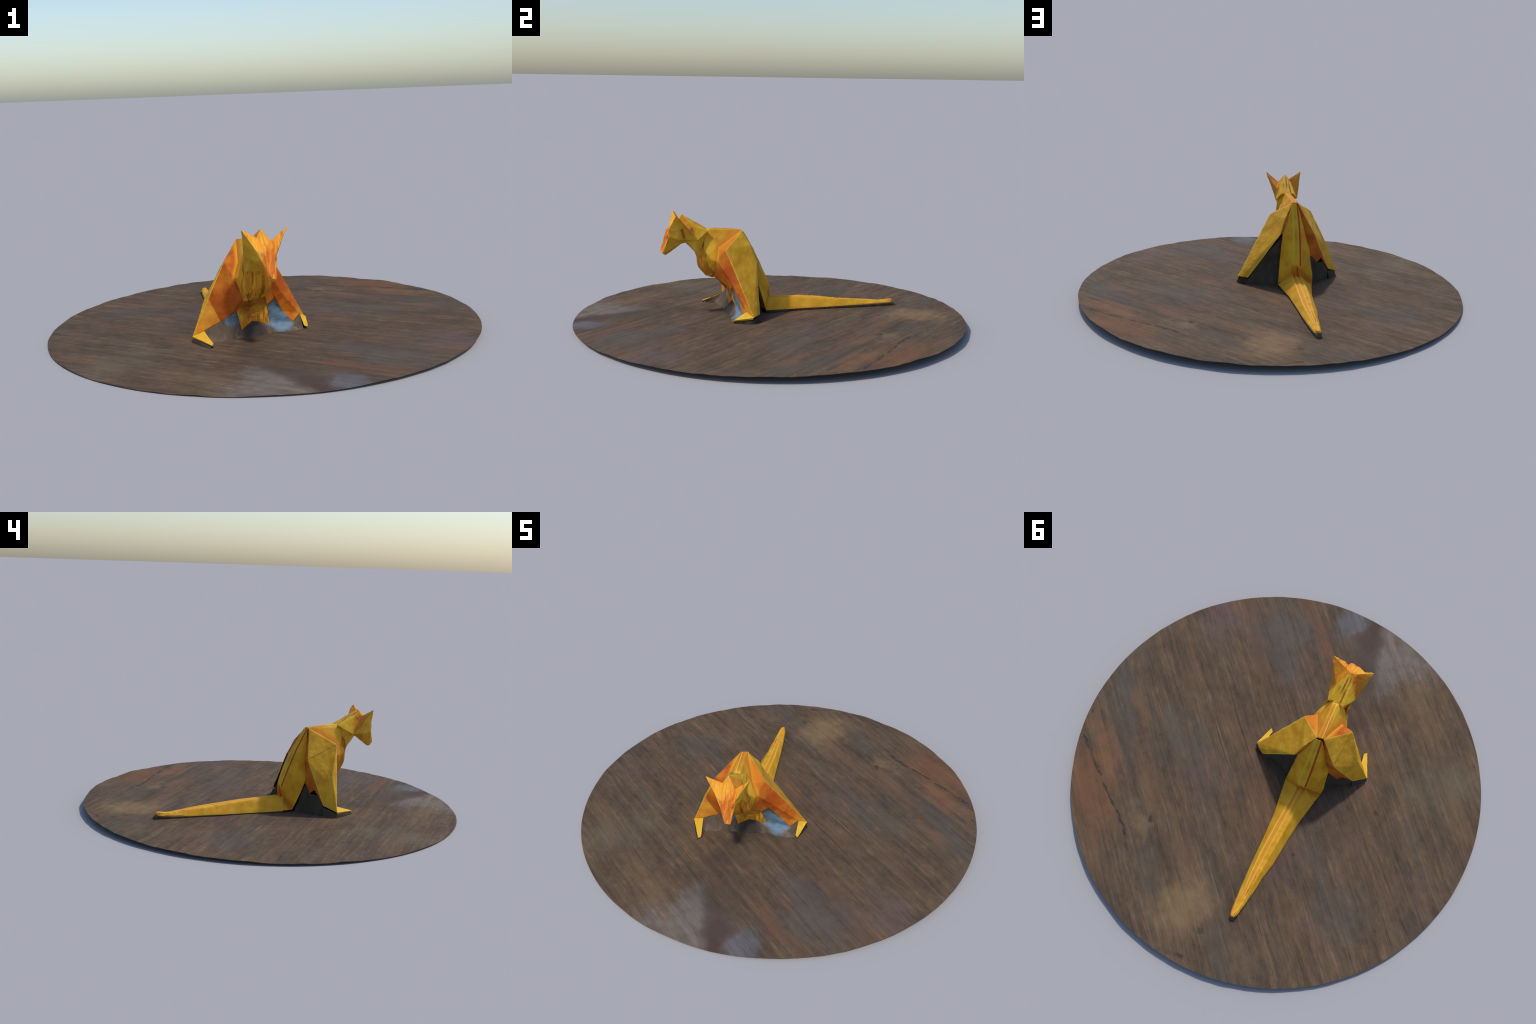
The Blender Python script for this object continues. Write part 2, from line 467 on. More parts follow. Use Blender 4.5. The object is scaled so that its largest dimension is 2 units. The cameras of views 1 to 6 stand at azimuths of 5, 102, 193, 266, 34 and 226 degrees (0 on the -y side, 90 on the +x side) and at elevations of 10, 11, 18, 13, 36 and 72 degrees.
# patches of colour on the wood: centre, radii, long-axis angle, strength, colour
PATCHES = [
    ((.56, .72), (.30, .13), 156, .72, (.200, .088, .042)),
    ((.68, .52), (.22, .07), 156, .55, (.250, .112, .054)),
    ((.73, .28), (.20, .06), 156, .45, (.215, .105, .055)),
    ((.40, .47), (.22, .08), 156, .35, (.205, .105, .058)),
    ((-.18, .76), (.20, .15), 120, .80, (.255, .165, .082)),
    ((.26, .66), (.12, .05), 156, .5, (.240, .160, .090)),
    ((-.56, -.58), (.26, .17), 45, .60, (.165, .135, .088)),
    ((-.20, -.80), (.30, .12), 160, .35, (.215, .135, .070)),
    ((.58, -.55), (.26, .20), 30, .50, (.098, .100, .096)),
    ((.42, -.42), (.18, .10), 156, .40, (.088, .084, .080)),
    ((-.68, .25), (.20, .16), 80, .35, (.110, .102, .092)),
    ((-.34, .25), (.24, .10), 70, .45, (.105, .074, .076)),
    ((.88, -.38), (.14, .22), 60, .55, (.150, .100, .090)),
    ((.46, -.69), (.24, .06), 160, .55, (.205, .085, .047)),
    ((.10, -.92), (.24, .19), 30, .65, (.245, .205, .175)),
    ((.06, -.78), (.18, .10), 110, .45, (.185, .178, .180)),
    ((.395, -.87), (.095, .17), 20, -.60, (.150, .170, .205)),  # bluish glare off the glossy table, painted into the wood
    ((.210, -.81), (.085, .28), 32, -.90, (.075, .050, .040)),  # here and next two: dark streak of a reflection, drawn as colour
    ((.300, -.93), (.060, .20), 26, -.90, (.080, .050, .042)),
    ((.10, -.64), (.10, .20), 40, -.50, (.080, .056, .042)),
    ((-.035, -.47), (.085, .13), 150, -.60, (.060, .045, .037)),  # head's cast shadow baked into the wood colour
    ((-.03, -.29), (.07, .12), 150, -.65, (.035, .029, .026)),  # wood blackened for the shadow below the body
]
CRACKS = [
    ([(.815, .570), (.633, .628), (.47, .671), (.34, .709), (.26, .732)], .006, .85),
    ([(.27, .735), (.16, .80), (.02, .86)], .004, .5),
    ([(.86, -.05), (.55, .12), (.30, .22)], .003, .35),
    ([(-.30, .93), (-.36, .895)], .008, .8),
    ([(.25, .59), (.235, .60)], .010, .8),
    ([(-.33, .755), (-.32, .745)], .009, .8),
    ([(-.341, .198), (-.338, .195)], .007, .8),
    ([(-.445, -.25), (-.44, -.25)], .008, .7),
]

def wood():
    g = Graph('old_wood')
    ang = math.radians(156)
    flat = g.vec('MULTIPLY', g.pos, (1, 1, 0))
    warp = g.vec('SUBTRACT', g.noise(flat, 6, 5, .6, color=True), (.5, .5, .5))
    wob = g.vec('ADD', flat, g.vec('SCALE', warp, scale=.22))
    bent = g.vec('ADD', flat, g.vec('SCALE', warp, scale=.02))
    al = g.mapping(bent, rot=(0, 0, -ang))                      # x runs along the grain
    def grain(sx, sy, detail=4, rough=.6, dist=0, loc=(0, 0, 0)): return g.noise(g.mapping(al, (sx, sy, 1), loc=loc), 1.0, detail, rough, dist)
    streak = grain(1.6, 40, 5, .72)
    fine = grain(4.5, 130, 4, .72)
    mott = g.noise(g.mapping(al, (1, 1.7, 1)), 17, 6, .74)
    tone = g.math('ADD', g.math('MULTIPLY', streak, .42), g.math('ADD', g.math('MULTIPLY', fine, .26), g.math('MULTIPLY', mott, .32)))
    col = g.ramp(tone, [(.33, (.045, .036, .028)), (.45, (.092, .065, .044)), (.53, (.128, .086, .055)), (.60, (.180, .120, .070)), (.70, (.265, .175, .100))])
    cloud = g.noise(g.mapping(al, (1, 1.8, 1), loc=(2, 7, 0)), 4.2, 6, .62)
    col = g.mix(.38, col, g.mix(g.step(cloud, .34, .66), (.52, .52, .53), (1.30, 1.24, 1.14)), 'MULTIPLY')
    # broad drifts of colour: rusty, greenish grey, purplish
    broad = grain(.9, 3.6, 5, .62)
    col = g.mix(g.math('MULTIPLY', g.step(broad, .50, .70), .70), col, g.mix(tone, (.07, .04, .025), (.27, .145, .085)))
    col = g.mix(g.math('MULTIPLY', g.step(broad, .48, .30), .70), col, g.mix(tone, (.045, .042, .036), (.150, .132, .104)))
    pur = g.noise(g.mapping(flat, loc=(3, 1, 0)), 2.6, 4, .55)
    col = g.mix(g.math('MULTIPLY', g.step(pur, .54, .72), .35), col, g.mix(tone, (.05, .035, .034), (.165, .112, .102)))
    # rusty bare flecks in clusters, darkened pores, long dark splits along the grain
    clus = g.noise(g.mapping(flat, loc=(1, 4, 0)), 3.0, 3)
    fl = g.math('MULTIPLY', g.step(grain(4.5, 40, 5, .68, loc=(5, 2, 0)), .55, .66), g.step(clus, .42, .62))
    col = g.mix(g.math('MULTIPLY', fl, .50), col, (.255, .128, .066))
    sp = g.step(grain(1.8, 60, 3, .55, loc=(9, 9, 0)), .62, .72)
    col = g.mix(g.math('MULTIPLY', sp, .65), col, (.040, .034, .029))
    rough_n = g.noise(flat, 11, 5, .65)
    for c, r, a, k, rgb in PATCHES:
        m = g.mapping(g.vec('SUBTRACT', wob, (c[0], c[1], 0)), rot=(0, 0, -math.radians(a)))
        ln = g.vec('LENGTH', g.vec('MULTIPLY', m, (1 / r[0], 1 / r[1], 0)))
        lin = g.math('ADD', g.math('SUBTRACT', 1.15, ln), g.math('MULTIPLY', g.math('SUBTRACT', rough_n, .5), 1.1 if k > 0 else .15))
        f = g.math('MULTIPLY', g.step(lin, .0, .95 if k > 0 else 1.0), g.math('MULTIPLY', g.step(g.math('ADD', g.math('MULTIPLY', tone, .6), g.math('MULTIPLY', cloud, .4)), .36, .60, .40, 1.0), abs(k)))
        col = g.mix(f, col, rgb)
    wl = g.vec('ADD', g.pos, g.vec('SCALE', g.vec('SUBTRACT', g.noise(flat, 16, 4, .6, color=True), (.5, .5, .5)), scale=.045))
    br = g.step(g.noise(flat, 9, 3), .32, .55, .25, 1.0)
    for pts, w, k in CRACKS:
        q = [(x, y, table_z(x, y)) for x, y in pts]
        col = g.mix(g.math('MULTIPLY', g.math('MULTIPLY', g.crease(wl, q, w * .35, 5.0), br), k), col, (.038, .033, .029))
    pit = g.step(g.noise(g.mapping(al, (14, 30, 1)), 1.0, 2, .5), .725, .78)
    col = g.mix(g.math('MULTIPLY', pit, .7), col, (.035, .035, .034))
    h = g.math('ADD', streak, g.math('MULTIPLY', fine, .6))
    return g.finish(col, .80, .12, h, .25, .003)

# ------------------------------------------------------------------ kangaroo
def build_kangaroo():
    root = bpy.data.objects.new('paper_kangaroo', None)
    root.location = (-.09, -.15, table_z(-.09, -.15))
    bpy.context.scene.collection.objects.link(root)
    bpy.context.view_layer.update()
    root['label'] = 'folded yellow and orange paper kangaroo with long tail'
    root['category'] = 'origami kangaroo'

    # torso -------------------------------------------------------
    tor = [P[k] for k in ('l_hip', 'r_hip', 'withers_l', 'withers_r', 'l_side_up', 'r_side_up', 'l_side', 'r_side')]
    tor += [V((-.02, -.31, .463)), V((-.055, -.242, .458)), V((-.010, -.318, .462)), V((-.051, -.352, .205)), V((.028, -.296, .215)),
            V((.066, -.338, .315)), V((-.046, -.388, .325)), V((.022, -.368, .330)), V((-.02, -.22, .20)), V((-.055, -.355, .26)), V((.056, -.31, .26)),
            V((.018, -.345, .44)), V((-.02, -.365, .44))]
    hull('torso', tor, lambda n, c: MAT_TORSO, root, seed=1)

    # pleated chest -----------------------------------------------
    def rail(pts, v):
        n = len(pts) - 1; i = min(int(v * n), n - 1); f = v * n - i
        p0, p1, p2, p3 = (V(pts[max(0, min(n, i + d))]) for d in (-1, 0, 1, 2))
        return .5 * ((2 * p1) + (p2 - p0) * f + (2 * p0 - 5 * p1 + 4 * p2 - p3) * f * f + (3 * p1 - p0 - 3 * p2 + p3) * f ** 3)
    right = [(-.030, -.420, .405), (-.043, -.396, .338), (-.052, -.385, .265), (-.051, -.356, .200)]
    mid = [(.030, -.414, .374), (.021, -.386, .320), (.016, -.378, .262), (-.004, -.343, .208)]
    left = [(.055, -.395, .395), (.072, -.350, .322), (.064, -.330, .260), (.033, -.300, .209)]
    bm = bmesh.new()
    NU, NV = 72, 44
    def chest_pt(u, v):
        a, b, c = rail(right, v), rail(mid, v), rail(left, v)
        q = a * (1 - u) * (1 - 2 * u) + b * 4 * u * (1 - u) + c * u * (2 * u - 1)
        amp = .0085 * math.sin(math.pi * min(1, v * 1.15)) ** .6
        uu = u + .03 * math.sin(v * 5)
        saw = abs(((uu * 5.2 + .15) % 1) * 2 - 1) - .5
        gap = -.022 * math.exp(-((uu - .68) / .055) ** 4) * min(1, max(0, v - .42) * 3)
        gap -= .010 * math.exp(-((uu - .17) / .03) ** 2) * min(1, max(0, v - .2) * 3)
        return q + V((.30, -.93, -.1)).normalized() * (saw * amp * 1.2 + gap)
    front, back = [], []
    for j in range(NV + 1):
        front.append([bm.verts.new(chest_pt(i / NU, j / NV)) for i in range(NU + 1)])
    inner = V((-.03, -.30, 0))
    for j in range(NV + 1):
        row = []
        for i in range(NU + 1):
            p = front[j][i].co
            row.append(bm.verts.new(p + V((-.016, .040, .012 if j > NV * .8 else 0)) * .8))
        back.append(row)
    for j in range(NV):
        for i in range(NU):
            bm.faces.new((front[j][i], front[j][i + 1], front[j + 1][i + 1], front[j + 1][i]))
            bm.faces.new((back[j][i], back[j + 1][i], back[j + 1][i + 1], back[j][i + 1]))
    for i in range(NU):
        for j in (0, NV):
            bm.faces.new((front[j][i], front[j][i + 1], back[j][i + 1], back[j][i]))
    for j in range(NV):
        for i in (0, NU):
            bm.faces.new((front[j][i], front[j + 1][i], back[j + 1][i], back[j][i]))
    bmesh.ops.recalc_face_normals(bm, faces=bm.faces)
    bmesh.ops.smooth_vert(bm, verts=bm.verts, factor=.5, use_axis_x=True, use_axis_y=True, use_axis_z=True)
    to_object(bm, 'chest', [MAT_CHEST], root)

    # neck --------------------------------------------------------
    neck = [P['withers_l'], P['withers_r'], V((.068, -.358, .325)), V((-.040, -.398, .340)), V((.036, -.418, .370)),
            V((.042, -.432, .384)), V((.034, -.448, .390)), V((-.025, -.425, .412)), V((.062, -.372, .410)), V((.02, -.43, .47)),
            V((.025, -.400, .345)), V((.02, -.47, .43)), V((.075, -.44, .42))]
    hull('neck', neck, lambda n, c: MAT_TORSO if n.z > .2 else MAT_HEAD, root, seed=2)

    # head, ears and hood: one sheet ------------------------------------
    H = dict(occ=(.041, -.462, .535), el=(.1500, -.4570, .5440), er=(-.0310, -.5350, .5430), elb=(.1460, -.4460, .5350), erb=(-.0330, -.5240, .5340),
             bl=(.085, -.477, .486), br=(.027, -.490, .503), brow_r=(.056, -.540, .453), eye_l=(.104, -.516, .437), fl1=(.114, -.510, .458), el0=(.108, -.508, .425),
             fr1=(.027, -.539, .456), fr2=(.050, -.544, .410), ridge=(.084, -.532, .455), groove=(.070, -.525, .47), groove2=(.096, -.522, .468), top_mid=(.060, -.500, .500),
             nose_r=(.074, -.545, .328), nose_l=(.106, -.543, .336), nose=(.089, -.562, .346), nose_b=(.085, -.535, .323),
             cheek_r=(.001, -.491, .409), cheek_l=(.100, -.458, .413), throat=(.034, -.456, .386), throat2=(.066, -.462, .383), jaw=(.068, -.500, .350),
             hl_b=(.070, -.366, .406), hr_b=(-.039, -.429, .409), hl_t=(.033, -.322, .451), hr_t=(-.037, -.346, .454), hm=(.004, -.346, .457),
             he_r=(.005, -.440, .495), he_l=(.060, -.398, .476), in_l=(.077, -.408, .460), in_r=(-.002, -.456, .460),
             low_r=(-.034, -.478, .458), low_l=(.100, -.408, .455), neck_l=(.050, -.395, .40), neck_r=(-.008, -.420, .40))
    F, S, E, O = MAT_FACE, MAT_HEAD, MAT_EARIN, MAT_HOOD
    HEAD, EAR_A, EAR_B, HOOD = 0, 1, 2, 3
    folded('head', [
        # face
        ('occ', 'bl', 'top_mid', (F, HEAD)), ('occ', 'top_mid', 'br', (F, HEAD)),
        ('bl', 'eye_l', 'groove2', (F, HEAD)), ('bl', 'groove2', 'ridge', 'top_mid', (F, HEAD)), ('br', 'top_mid', 'groove', (F, HEAD)), ('top_mid', 'ridge', 'groove', (F, HEAD)),
        ('groove2', 'eye_l', 'nose', 'ridge', (F, HEAD)), ('br', 'groove', 'brow_r', (F, HEAD)), ('groove', 'ridge', 'brow_r', (F, HEAD)),
        ('brow_r', 'ridge', 'nose', (F, HEAD)), ('brow_r', 'nose', 'nose_r', 'fr2', (F, HEAD)), ('fr1', 'brow_r', 'fr2', (F, HEAD)), ('eye_l', 'el0', 'nose_l', 'nose', (F, HEAD)),
        # muzzle sides and jaw
        ('el0', 'cheek_l', 'throat2', 'nose_l', (S, HEAD)), ('fr2', 'nose_r', 'jaw', 'cheek_r', (S, HEAD)), ('fr1', 'fr2', 'cheek_r', (S, HEAD)),
        ('nose_l', 'nose_b', 'nose', (S, HEAD)), ('nose', 'nose_b', 'nose_r', (S, HEAD)), ('nose_l', 'throat2', 'jaw', 'nose_b', (S, HEAD)), ('nose_r', 'nose_b', 'jaw', (S, HEAD)),
        ('throat2', 'throat', 'jaw', (S, HEAD)), ('jaw', 'throat', 'cheek_r', (S, HEAD)),
        # left ear
        ('bl', 'el', 'fl1', (F, EAR_A)), ('bl', 'fl1', 'eye_l', (F, EAR_A)), ('eye_l', 'fl1', 'el0', (F, EAR_A)), ('el', 'elb', 'low_l', 'cheek_l', (S, EAR_A)), ('fl1', 'el', 'cheek_l', (S, EAR_A)), ('fl1', 'cheek_l', 'el0', (S, EAR_A)),
        ('bl', 'in_l', 'elb', 'el', (E, EAR_A)), ('in_l', 'low_l', 'elb', (E, EAR_A)), ('in_l', 'hl_b', 'low_l', (E, EAR_A)), ('low_l', 'hl_b', 'cheek_l', (S, EAR_A)),
        # right ear
        ('br', 'fr1', 'er', (F, EAR_B)), ('br', 'brow_r', 'fr1', (F, EAR_B)), ('er', 'cheek_r', 'low_r', 'erb', (S, EAR_B)), ('er', 'fr1', 'cheek_r', (S, EAR_B)),
        ('br', 'er', 'erb', 'in_r', (E, EAR_B)), ('in_r', 'erb', 'low_r', (E, EAR_B)), ('in_r', 'low_r', 'hr_b', (E, EAR_B)), ('low_r', 'cheek_r', 'hr_b', (S, EAR_B)),
        # hood folded back over the nape
        ('occ', 'hl_t', 'hm', (O, HOOD)), ('occ', 'hm', 'hr_t', (O, HOOD)), ('occ', 'he_l', 'hl_b', 'hl_t', (O, HOOD)), ('occ', 'hr_t', 'hr_b', 'he_r', (O, HOOD)),
        ('occ', 'bl', 'in_l', 'he_l', (E, HOOD)), ('he_l', 'in_l', 'hl_b', (E, HOOD)), ('occ', 'he_r', 'in_r', 'br', (E, HOOD)), ('he_r', 'hr_b', 'in_r', (E, HOOD)),
        ('hl_t', 'hl_b', 'neck_l', 'hm', (S, HOOD)), ('hm', 'neck_r', 'hr_b', 'hr_t', (S, HOOD)), ('hm', 'neck_l', 'neck_r', (S, HOOD)),
        ('hl_b', 'cheek_l', 'throat2', 'neck_l', (S, HOOD)), ('hr_b', 'neck_r', 'throat', 'cheek_r', (S, HOOD)), ('neck_l', 'throat2', 'throat', 'neck_r', (S, HOOD)),
    ], root, H, edge=.0036, smooth=2, crinkle=.0010, seed=3, pleats=[(MAT_FACE, (.89, .45, 0), 75, .0032)], parts=['head', 'ear', 'ear', 'hood'])

    # hind limbs --------------------------------------------------
    T, I = MAT_THIGH, MAT_INSIDE
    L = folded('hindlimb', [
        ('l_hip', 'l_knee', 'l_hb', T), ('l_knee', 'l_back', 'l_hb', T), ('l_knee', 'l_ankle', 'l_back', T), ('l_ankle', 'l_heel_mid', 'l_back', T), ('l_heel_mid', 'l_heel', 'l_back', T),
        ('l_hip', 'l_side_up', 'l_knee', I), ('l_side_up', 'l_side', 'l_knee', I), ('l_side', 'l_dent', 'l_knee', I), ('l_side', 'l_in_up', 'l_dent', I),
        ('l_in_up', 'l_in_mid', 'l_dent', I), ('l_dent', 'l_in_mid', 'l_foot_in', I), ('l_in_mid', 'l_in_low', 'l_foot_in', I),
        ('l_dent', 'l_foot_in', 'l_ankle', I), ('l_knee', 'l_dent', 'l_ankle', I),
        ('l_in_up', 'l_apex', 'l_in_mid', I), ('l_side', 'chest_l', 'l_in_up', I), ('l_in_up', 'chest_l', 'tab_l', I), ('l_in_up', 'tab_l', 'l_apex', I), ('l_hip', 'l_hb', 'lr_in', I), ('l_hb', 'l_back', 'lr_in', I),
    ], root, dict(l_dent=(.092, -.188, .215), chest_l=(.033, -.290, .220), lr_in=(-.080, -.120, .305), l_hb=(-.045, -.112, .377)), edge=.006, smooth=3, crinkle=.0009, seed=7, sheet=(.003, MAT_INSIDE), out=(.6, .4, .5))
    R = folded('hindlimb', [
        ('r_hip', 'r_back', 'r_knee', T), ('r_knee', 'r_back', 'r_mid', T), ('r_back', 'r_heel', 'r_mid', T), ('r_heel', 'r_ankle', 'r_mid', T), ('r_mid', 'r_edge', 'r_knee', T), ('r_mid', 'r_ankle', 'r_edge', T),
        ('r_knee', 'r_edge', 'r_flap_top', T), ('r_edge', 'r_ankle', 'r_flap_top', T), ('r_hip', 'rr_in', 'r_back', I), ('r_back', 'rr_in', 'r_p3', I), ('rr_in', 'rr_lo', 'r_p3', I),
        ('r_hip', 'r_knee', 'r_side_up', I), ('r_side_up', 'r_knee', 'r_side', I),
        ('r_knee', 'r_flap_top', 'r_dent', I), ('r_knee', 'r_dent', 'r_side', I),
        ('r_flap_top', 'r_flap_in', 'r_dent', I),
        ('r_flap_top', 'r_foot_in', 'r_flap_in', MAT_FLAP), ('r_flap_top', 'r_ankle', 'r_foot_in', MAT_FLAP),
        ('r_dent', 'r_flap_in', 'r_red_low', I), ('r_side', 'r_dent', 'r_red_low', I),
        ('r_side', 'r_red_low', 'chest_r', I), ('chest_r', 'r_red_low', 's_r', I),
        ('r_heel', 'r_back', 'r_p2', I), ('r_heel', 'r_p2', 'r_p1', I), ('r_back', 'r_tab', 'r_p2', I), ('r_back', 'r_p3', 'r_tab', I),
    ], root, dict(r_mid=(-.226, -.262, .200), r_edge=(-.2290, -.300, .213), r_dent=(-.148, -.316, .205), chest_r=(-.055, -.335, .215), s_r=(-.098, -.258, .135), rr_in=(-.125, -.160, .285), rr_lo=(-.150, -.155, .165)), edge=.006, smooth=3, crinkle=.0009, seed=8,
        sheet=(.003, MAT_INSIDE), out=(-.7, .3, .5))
    # feet: flat folded points standing a little above the wood
    folded('foot', [
        ('l_ankle', 'l_toe', 'toe2', 'l_foot_in', MAT_FOOT), ('l_foot_in', 'toe2', 'c', MAT_FOOT), ('toe2', 'toe3', 'c', MAT_FOOT),
        ('l_ankle', 'a2', 'toe3', 'l_toe', MAT_FOOT), ('l_toe', 'toe3', 'toe2', MAT_FOOT),
        ('l_ankle', 'l_foot_in', 'c', 'a2', MAT_FOOT), ('a2', 'c', 'toe3', MAT_DARK_SKIRT)],
        L, dict(toe2=(.196, -.140, .035), toe3=(.204, -.140, .028), a2=(.195, -.040, .044), c=(.178, -.078, .058),
                l_toe=P['l_toe'] + V((.002, -.006, 0)), l_ankle=P['l_ankle'] + V((.002, .002, .002))), edge=.004, smooth=1, crinkle=.0006, seed=9)
    folded('foot', [
        ('r_ankle', 'r_foot_in', 'toe2', 'r_toe', MAT_FOOT), ('r_ankle', 'r_toe', 'toe3', 'a2', MAT_FOOT), ('r_toe', 'toe2', 'toe3', MAT_FOOT),
        ('r_foot_in', 'c', 'toe3', 'toe2', MAT_FOOT), ('r_ankle', 'a2', 'c', 'r_foot_in', MAT_FOOT), ('a2', 'toe3', 'c', MAT_DARK_SKIRT)],
        R, dict(toe2=(-.184, -.406, .030), toe3=(-.190, -.412, .021), a2=(-.286, -.325, .033), c=(-.238, -.318, .048),
                r_toe=P['r_toe'] + V((.002, -.005, 0)), r_ankle=P['r_ankle'] + V((-.002, -.002, .002))), edge=.004, smooth=1, crinkle=.0006, seed=10)

    # rump --------------------------------------------------------
    U = MAT_RUMP
    folded('rump', [
        ('hl', 'hr', 'mr1', 'ml1', U), ('ml1', 'mr1', 'mr2', 'ml2', U), ('ml2', 'mr2', 'ru_top_r', 'ru_top', U),
        ('hl', 'ml1', 'l_back2', U), ('ml1', 'ml2', 'fl', 'l_back2', U), ('ml2', 'ru_top', 'fl', U), ('fl', 'ru_top', 'ru_l_up', U), ('l_back2', 'fl', 'ru_l_up', U), ('ru_top', 'cr_top', 'ru_l_low', 'ru_l_up', U),
        ('hr', 'ru_r1', 'f1', U), ('hr', 'f1', 'mr1', U), ('mr1', 'f1', 'f2', 'mr2', U), ('f1', 'ru_r1', 'ru_r2', 'f2', U), ('mr2', 'f2', 'ru_top_r', U), ('f2', 'ru_r2', 'ru_r3', 'f3', U), ('f2', 'f3', 'ru_top_r', U), ('f3', 'ru_r3', 'ru_r4', U),
        ('ru_top_r', 'f3', 'ru_r4', 'ru_r_low', U), ('ru_top_r', 'ru_r_low', 'cr_top_r', U), ('ru_top', 'ru_top_r', 'cr_top_r', 'cr_top', U), ('cr_top_r', 'ru_r_low', 'ru_r_fold', U),
        ('hl', 'l_back2', 'fb', 'hr', U), ('hr', 'fb', 'ru_r1', U), ('l_back2', 'ru_l_up', 'fb', U), ('ru_l_up', 'ru_l_low', 'fc', 'fb', U),
        ('ru_r1', 'fb', 'ru_r2', U), ('ru_r2', 'fb', 'ru_r3', U), ('ru_r3', 'fb', 'fc', 'ru_r4', U), ('ru_r4', 'fc', 'ru_r_low', U),
        ('ru_l_low', 'cr_top', 'cr_top_r', 'ru_r_fold', 'fc', U), ('fc', 'ru_r_fold', 'ru_r_low', U)],
        root, dict(hl=P['l_hip'] + V((0, .006, -.004)), hr=P['r_hip'] + V((0, .006, -.004)), l_back2=(-.036, -.085, .30), fb=(-.07, -.17, .22), fc=(-.11, -.10, .04),
            ml1=(-.090, -.108, .345), mr1=(-.119, -.121, .345), ml2=(-.103, -.066, .250), mr2=(-.135, -.081, .250), f1=(-.137, -.138, .335), f2=(-.166, -.117, .232), f3=(-.183, -.088, .135), fl=(-.066, -.056, .235)),
        edge=.006, smooth=2, crinkle=.0008, seed=11)

    # tail --------------------------------------------------------
    bm = bmesh.new(); rows = []
    n = 90
    for i in range(n + 1):
        t = i / n
        a, b, c, d = (tail_edge(k, t) for k in ('bot_l', 'top_l', 'top_r', 'bot_r'))
        if t > .97: # rounded nib
            k = math.sqrt(max(0, 1 - ((t - .97) / .03) ** 2)) * .40 + .60
            m = (a + b + c + d) / 4
            a, b, c, d = (m + (q - m) * k for q in (a, b, c, d))
        rag = noise.noise(V((t * 55, 3, 1))) * .0035 * (t > .12)
        c = c + V((-.3, -.1, 1)) * rag; d = d + V((0, 0, rag * .4))
        ring = [a, a.lerp(b, .25), a.lerp(b, .5), a.lerp(b, .8), b, b.lerp(c, .25) + V((0, 0, -.004 * (1 - t))), b.lerp(c, .50) + V((0, 0, .001)), b.lerp(c, .80) + V((0, 0, -.007 + .005 * t)),
                c, c.lerp(d, .2), c.lerp(d, .5), c.lerp(d, .75), d]
        # side sheets bow very slightly
        for j in (1, 2, 3): ring[j] = ring[j] + V((.8, .33, 0)) * (.003 * noise.noise(V((t * 14, j, 7))))
        for j in (9, 10, 11): ring[j] = ring[j] + V((-.8, -.33, 0)) * (.003 * noise.noise(V((t * 14, j, 17))))
        rows.append([bm.verts.new(q) for q in ring])
    m = len(rows[0])
    for i in range(n):
        for j in range(m):
            k = (j + 1) % m
            bm.faces.new((rows[i][j], rows[i][k], rows[i + 1][k], rows[i + 1][j]))
    bm.faces.new(rows[0]); bm.faces.new(rows[-1])
    bmesh.ops.recalc_face_normals(bm, faces=bm.faces)
    tail = to_object(bm, 'tail', [MAT_TAIL], root)
    mod = tail.modifiers.new('soft_edges', 'BEVEL'); mod.width = .0015; mod.segments = 2; mod.limit_method = 'ANGLE'; mod.angle_limit = math.radians(35)
    # brown skirt between the tail's lower edges and the disc
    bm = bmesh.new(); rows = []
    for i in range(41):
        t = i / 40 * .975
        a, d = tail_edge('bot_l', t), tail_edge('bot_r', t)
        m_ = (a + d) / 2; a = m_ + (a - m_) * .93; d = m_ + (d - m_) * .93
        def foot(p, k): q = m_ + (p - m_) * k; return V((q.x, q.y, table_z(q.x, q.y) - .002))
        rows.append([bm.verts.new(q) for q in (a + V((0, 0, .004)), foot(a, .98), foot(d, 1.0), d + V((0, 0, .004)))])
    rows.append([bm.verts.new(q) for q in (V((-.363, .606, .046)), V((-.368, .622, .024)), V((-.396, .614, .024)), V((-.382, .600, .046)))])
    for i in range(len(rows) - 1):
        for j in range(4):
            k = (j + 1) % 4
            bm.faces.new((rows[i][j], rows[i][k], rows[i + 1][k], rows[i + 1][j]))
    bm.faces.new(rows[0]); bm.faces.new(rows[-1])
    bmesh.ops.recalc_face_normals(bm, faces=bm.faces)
    to_object(bm, 'tail_skirt', [MAT_SHADE], tail)

    # belly: the loose lower flaps under the chest ------------------
    B = MAT_BELLY
    bt = dict(c_r=(-.066, -.300, .212), c_l=(.030, -.265, .222), s_r=(-.10, -.262, .150), mid=(-.02, -.222, .150), back=(-.05, -.15, .12), s_l=(.045, -.215, .20),
              fl2=(.012, -.192, .085), fr2=(-.062, -.236, .095), base=(-.03, -.15, .04))
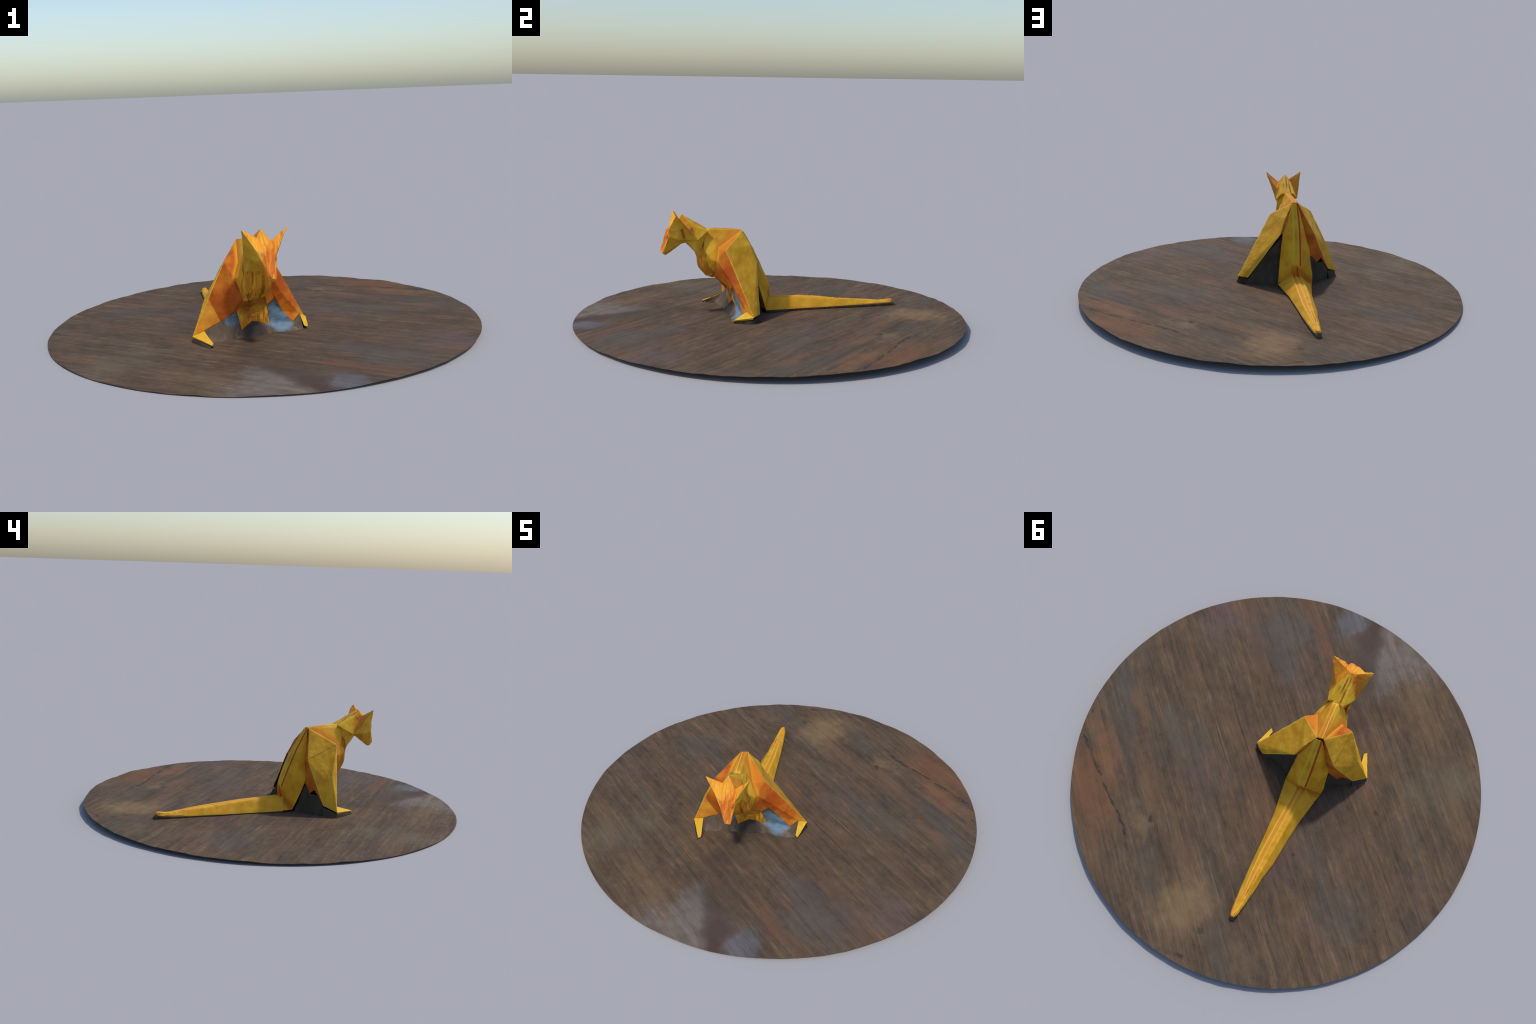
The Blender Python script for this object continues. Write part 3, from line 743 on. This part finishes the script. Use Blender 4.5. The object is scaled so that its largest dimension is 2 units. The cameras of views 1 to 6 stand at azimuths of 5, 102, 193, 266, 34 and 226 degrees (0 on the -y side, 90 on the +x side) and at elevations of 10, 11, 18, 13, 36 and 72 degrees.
    belly = folded('belly', [
        ('c_r', 'c_l', 'mid', B), ('c_r', 'mid', 's_r', B), ('c_l', 's_l', 'tab_l', B), ('c_l', 'tab_l', 'mid', B),
        ('mid', 'tab_l', 'pouch_tip', B), ('s_r', 'mid', 'fr2', B), ('mid', 'pouch_v', 'fr2', B), ('mid', 'pouch_tip', 'pouch_v', B),
        ('tab_l', 'flap_l', 'fl2', 'pouch_tip', MAT_CHEST), ('pouch_tip', 'fl2', 'pouch_v', MAT_CHEST), ('fl2', 'flap_l', 'flap_m', 'pouch_v', MAT_CHEST),
        ('pouch_v', 'flap_m', 'flap_r', 'fr2', MAT_CHEST), ('s_r', 'fr2', 'flap_r', MAT_CHEST),
        ('s_r', 'flap_r', 'base', 'back', B), ('flap_r', 'flap_m', 'base', B), ('flap_m', 'flap_l', 'base', B), ('flap_l', 'tab_l', 'back', 'base', B),
        ('tab_l', 's_l', 'back', B), ('s_l', 'c_l', 'back', B), ('c_l', 'c_r', 'back', B), ('c_r', 's_r', 'back', B)],
        root, bt, edge=.005, smooth=1, crinkle=.001, seed=12)
    folded('pouch_flap', [('pv', 'pt', 'pm', MAT_FLAP), ('pv', 'pm', 'pb', MAT_FLAP), ('pt', 'pv', 'pb', MAT_FLAP), ('pt', 'pb', 'pm', MAT_FLAP)],
           belly, dict(pv=(-.046, -.220, .110), pt=(.004, -.207, .127), pm=(-.030, -.222, .099), pb=(-.030, -.210, .100)), edge=.004, smooth=1, seed=13)

    # hollow web between the sheets and the wood ------------------------
    def on(x, y, d=-.001): return (x, y, table_z(x, y) + d)
    W = dict(band=(.063, -.160, .141), notch=(.081, -.132, .056), bright=(.100, -.140, .028),
             f1=on(.055, -.185), f2=on(.105, -.185), f3=on(.165, -.166), f4=on(.192, -.138),
             k1=on(.045, -.20), k2=on(-.02, -.245), k3=on(-.10, -.275),
             g1=on(-.108, -.266), g2=on(-.165, -.325), gi=on(-.205, -.352), g3=on(-.178, -.408), rb=(-.10, -.235, .075), rsb=(-.092, -.252, .140),
             bh=on(.137, -.014), bh2=on(.176, -.016), bh3=on(.203, -.036), b1=on(.06, 0.0), b2=on(-.03, -.008),
             la=(.191, -.040, .045), lh=(.131, -.029, .050), rh=(-.253, -.258, .061), lhm=(.166, -.029, .050), lt=(.206, -.136, .030), g5=on(.208, -.140),
             q1=on(-.292, -.322), q2=on(-.264, -.252), q3=on(-.25, -.20), q4=on(-.215, -.09), ra=(-.284, -.322, .037), rt=(-.190, -.408, .024), q0=on(-.197, -.418),
             la1=(.012, -.080, .225), la2=(.088, -.052, .125), lr=(-.042, -.095, .175), lr2=(-.042, -.055, .055), lm=(.030, -.098, .130), le1=on(.105, -.040), le2=on(.045, -.058), le3=on(-.040, -.048),
             rm=(-.190, -.185, .085), rr=(-.170, -.160, .140), re0=on(-.255, -.252), re1=on(-.225, -.218), re2=on(-.190, -.160), re3=on(-.185, -.110),
             lw=(.045, -.05, .14), rw=(-.215, -.165, .085), lb=(-.03, -.095, .28))
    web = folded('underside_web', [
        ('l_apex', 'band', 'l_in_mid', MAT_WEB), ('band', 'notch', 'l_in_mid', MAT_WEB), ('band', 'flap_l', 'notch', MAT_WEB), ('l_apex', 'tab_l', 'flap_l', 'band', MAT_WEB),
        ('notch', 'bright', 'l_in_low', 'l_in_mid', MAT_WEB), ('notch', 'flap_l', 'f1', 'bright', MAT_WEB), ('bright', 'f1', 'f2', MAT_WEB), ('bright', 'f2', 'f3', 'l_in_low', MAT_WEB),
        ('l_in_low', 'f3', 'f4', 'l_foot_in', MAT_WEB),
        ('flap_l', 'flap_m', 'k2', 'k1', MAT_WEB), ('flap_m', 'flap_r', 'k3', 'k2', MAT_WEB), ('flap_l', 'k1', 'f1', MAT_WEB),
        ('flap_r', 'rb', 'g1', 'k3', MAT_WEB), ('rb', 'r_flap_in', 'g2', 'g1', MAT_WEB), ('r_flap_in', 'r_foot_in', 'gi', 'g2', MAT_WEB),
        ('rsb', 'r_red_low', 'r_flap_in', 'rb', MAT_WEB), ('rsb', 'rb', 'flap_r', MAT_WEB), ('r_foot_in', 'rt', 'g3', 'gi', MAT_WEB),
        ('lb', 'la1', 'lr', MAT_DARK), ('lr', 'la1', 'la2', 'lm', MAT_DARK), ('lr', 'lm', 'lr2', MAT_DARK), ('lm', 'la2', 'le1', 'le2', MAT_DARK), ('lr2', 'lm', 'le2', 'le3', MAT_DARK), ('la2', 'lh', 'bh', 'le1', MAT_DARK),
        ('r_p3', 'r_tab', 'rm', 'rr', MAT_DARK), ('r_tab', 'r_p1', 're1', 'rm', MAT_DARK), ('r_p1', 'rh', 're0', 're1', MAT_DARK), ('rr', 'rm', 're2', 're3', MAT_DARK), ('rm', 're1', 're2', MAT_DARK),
        ('lh', 'lhm', 'bh2', 'bh', MAT_DARK_SKIRT), ('lhm', 'la', 'bh3', 'bh2', MAT_DARK_SKIRT), ('la', 'lt', 'g5', 'bh3', MAT_DARK_SKIRT),
        ('rh', 'ra', 'q1', 'q2', MAT_DARK_SKIRT), ('ra', 'rt', 'q0', 'q1', MAT_DARK_SKIRT),
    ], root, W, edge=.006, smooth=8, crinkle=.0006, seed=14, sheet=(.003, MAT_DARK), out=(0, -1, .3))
    return root

disc = build_disc()
disc['label'] = 'thin round worn dark brown wooden table top disc'
disc['category'] = 'wooden disc'
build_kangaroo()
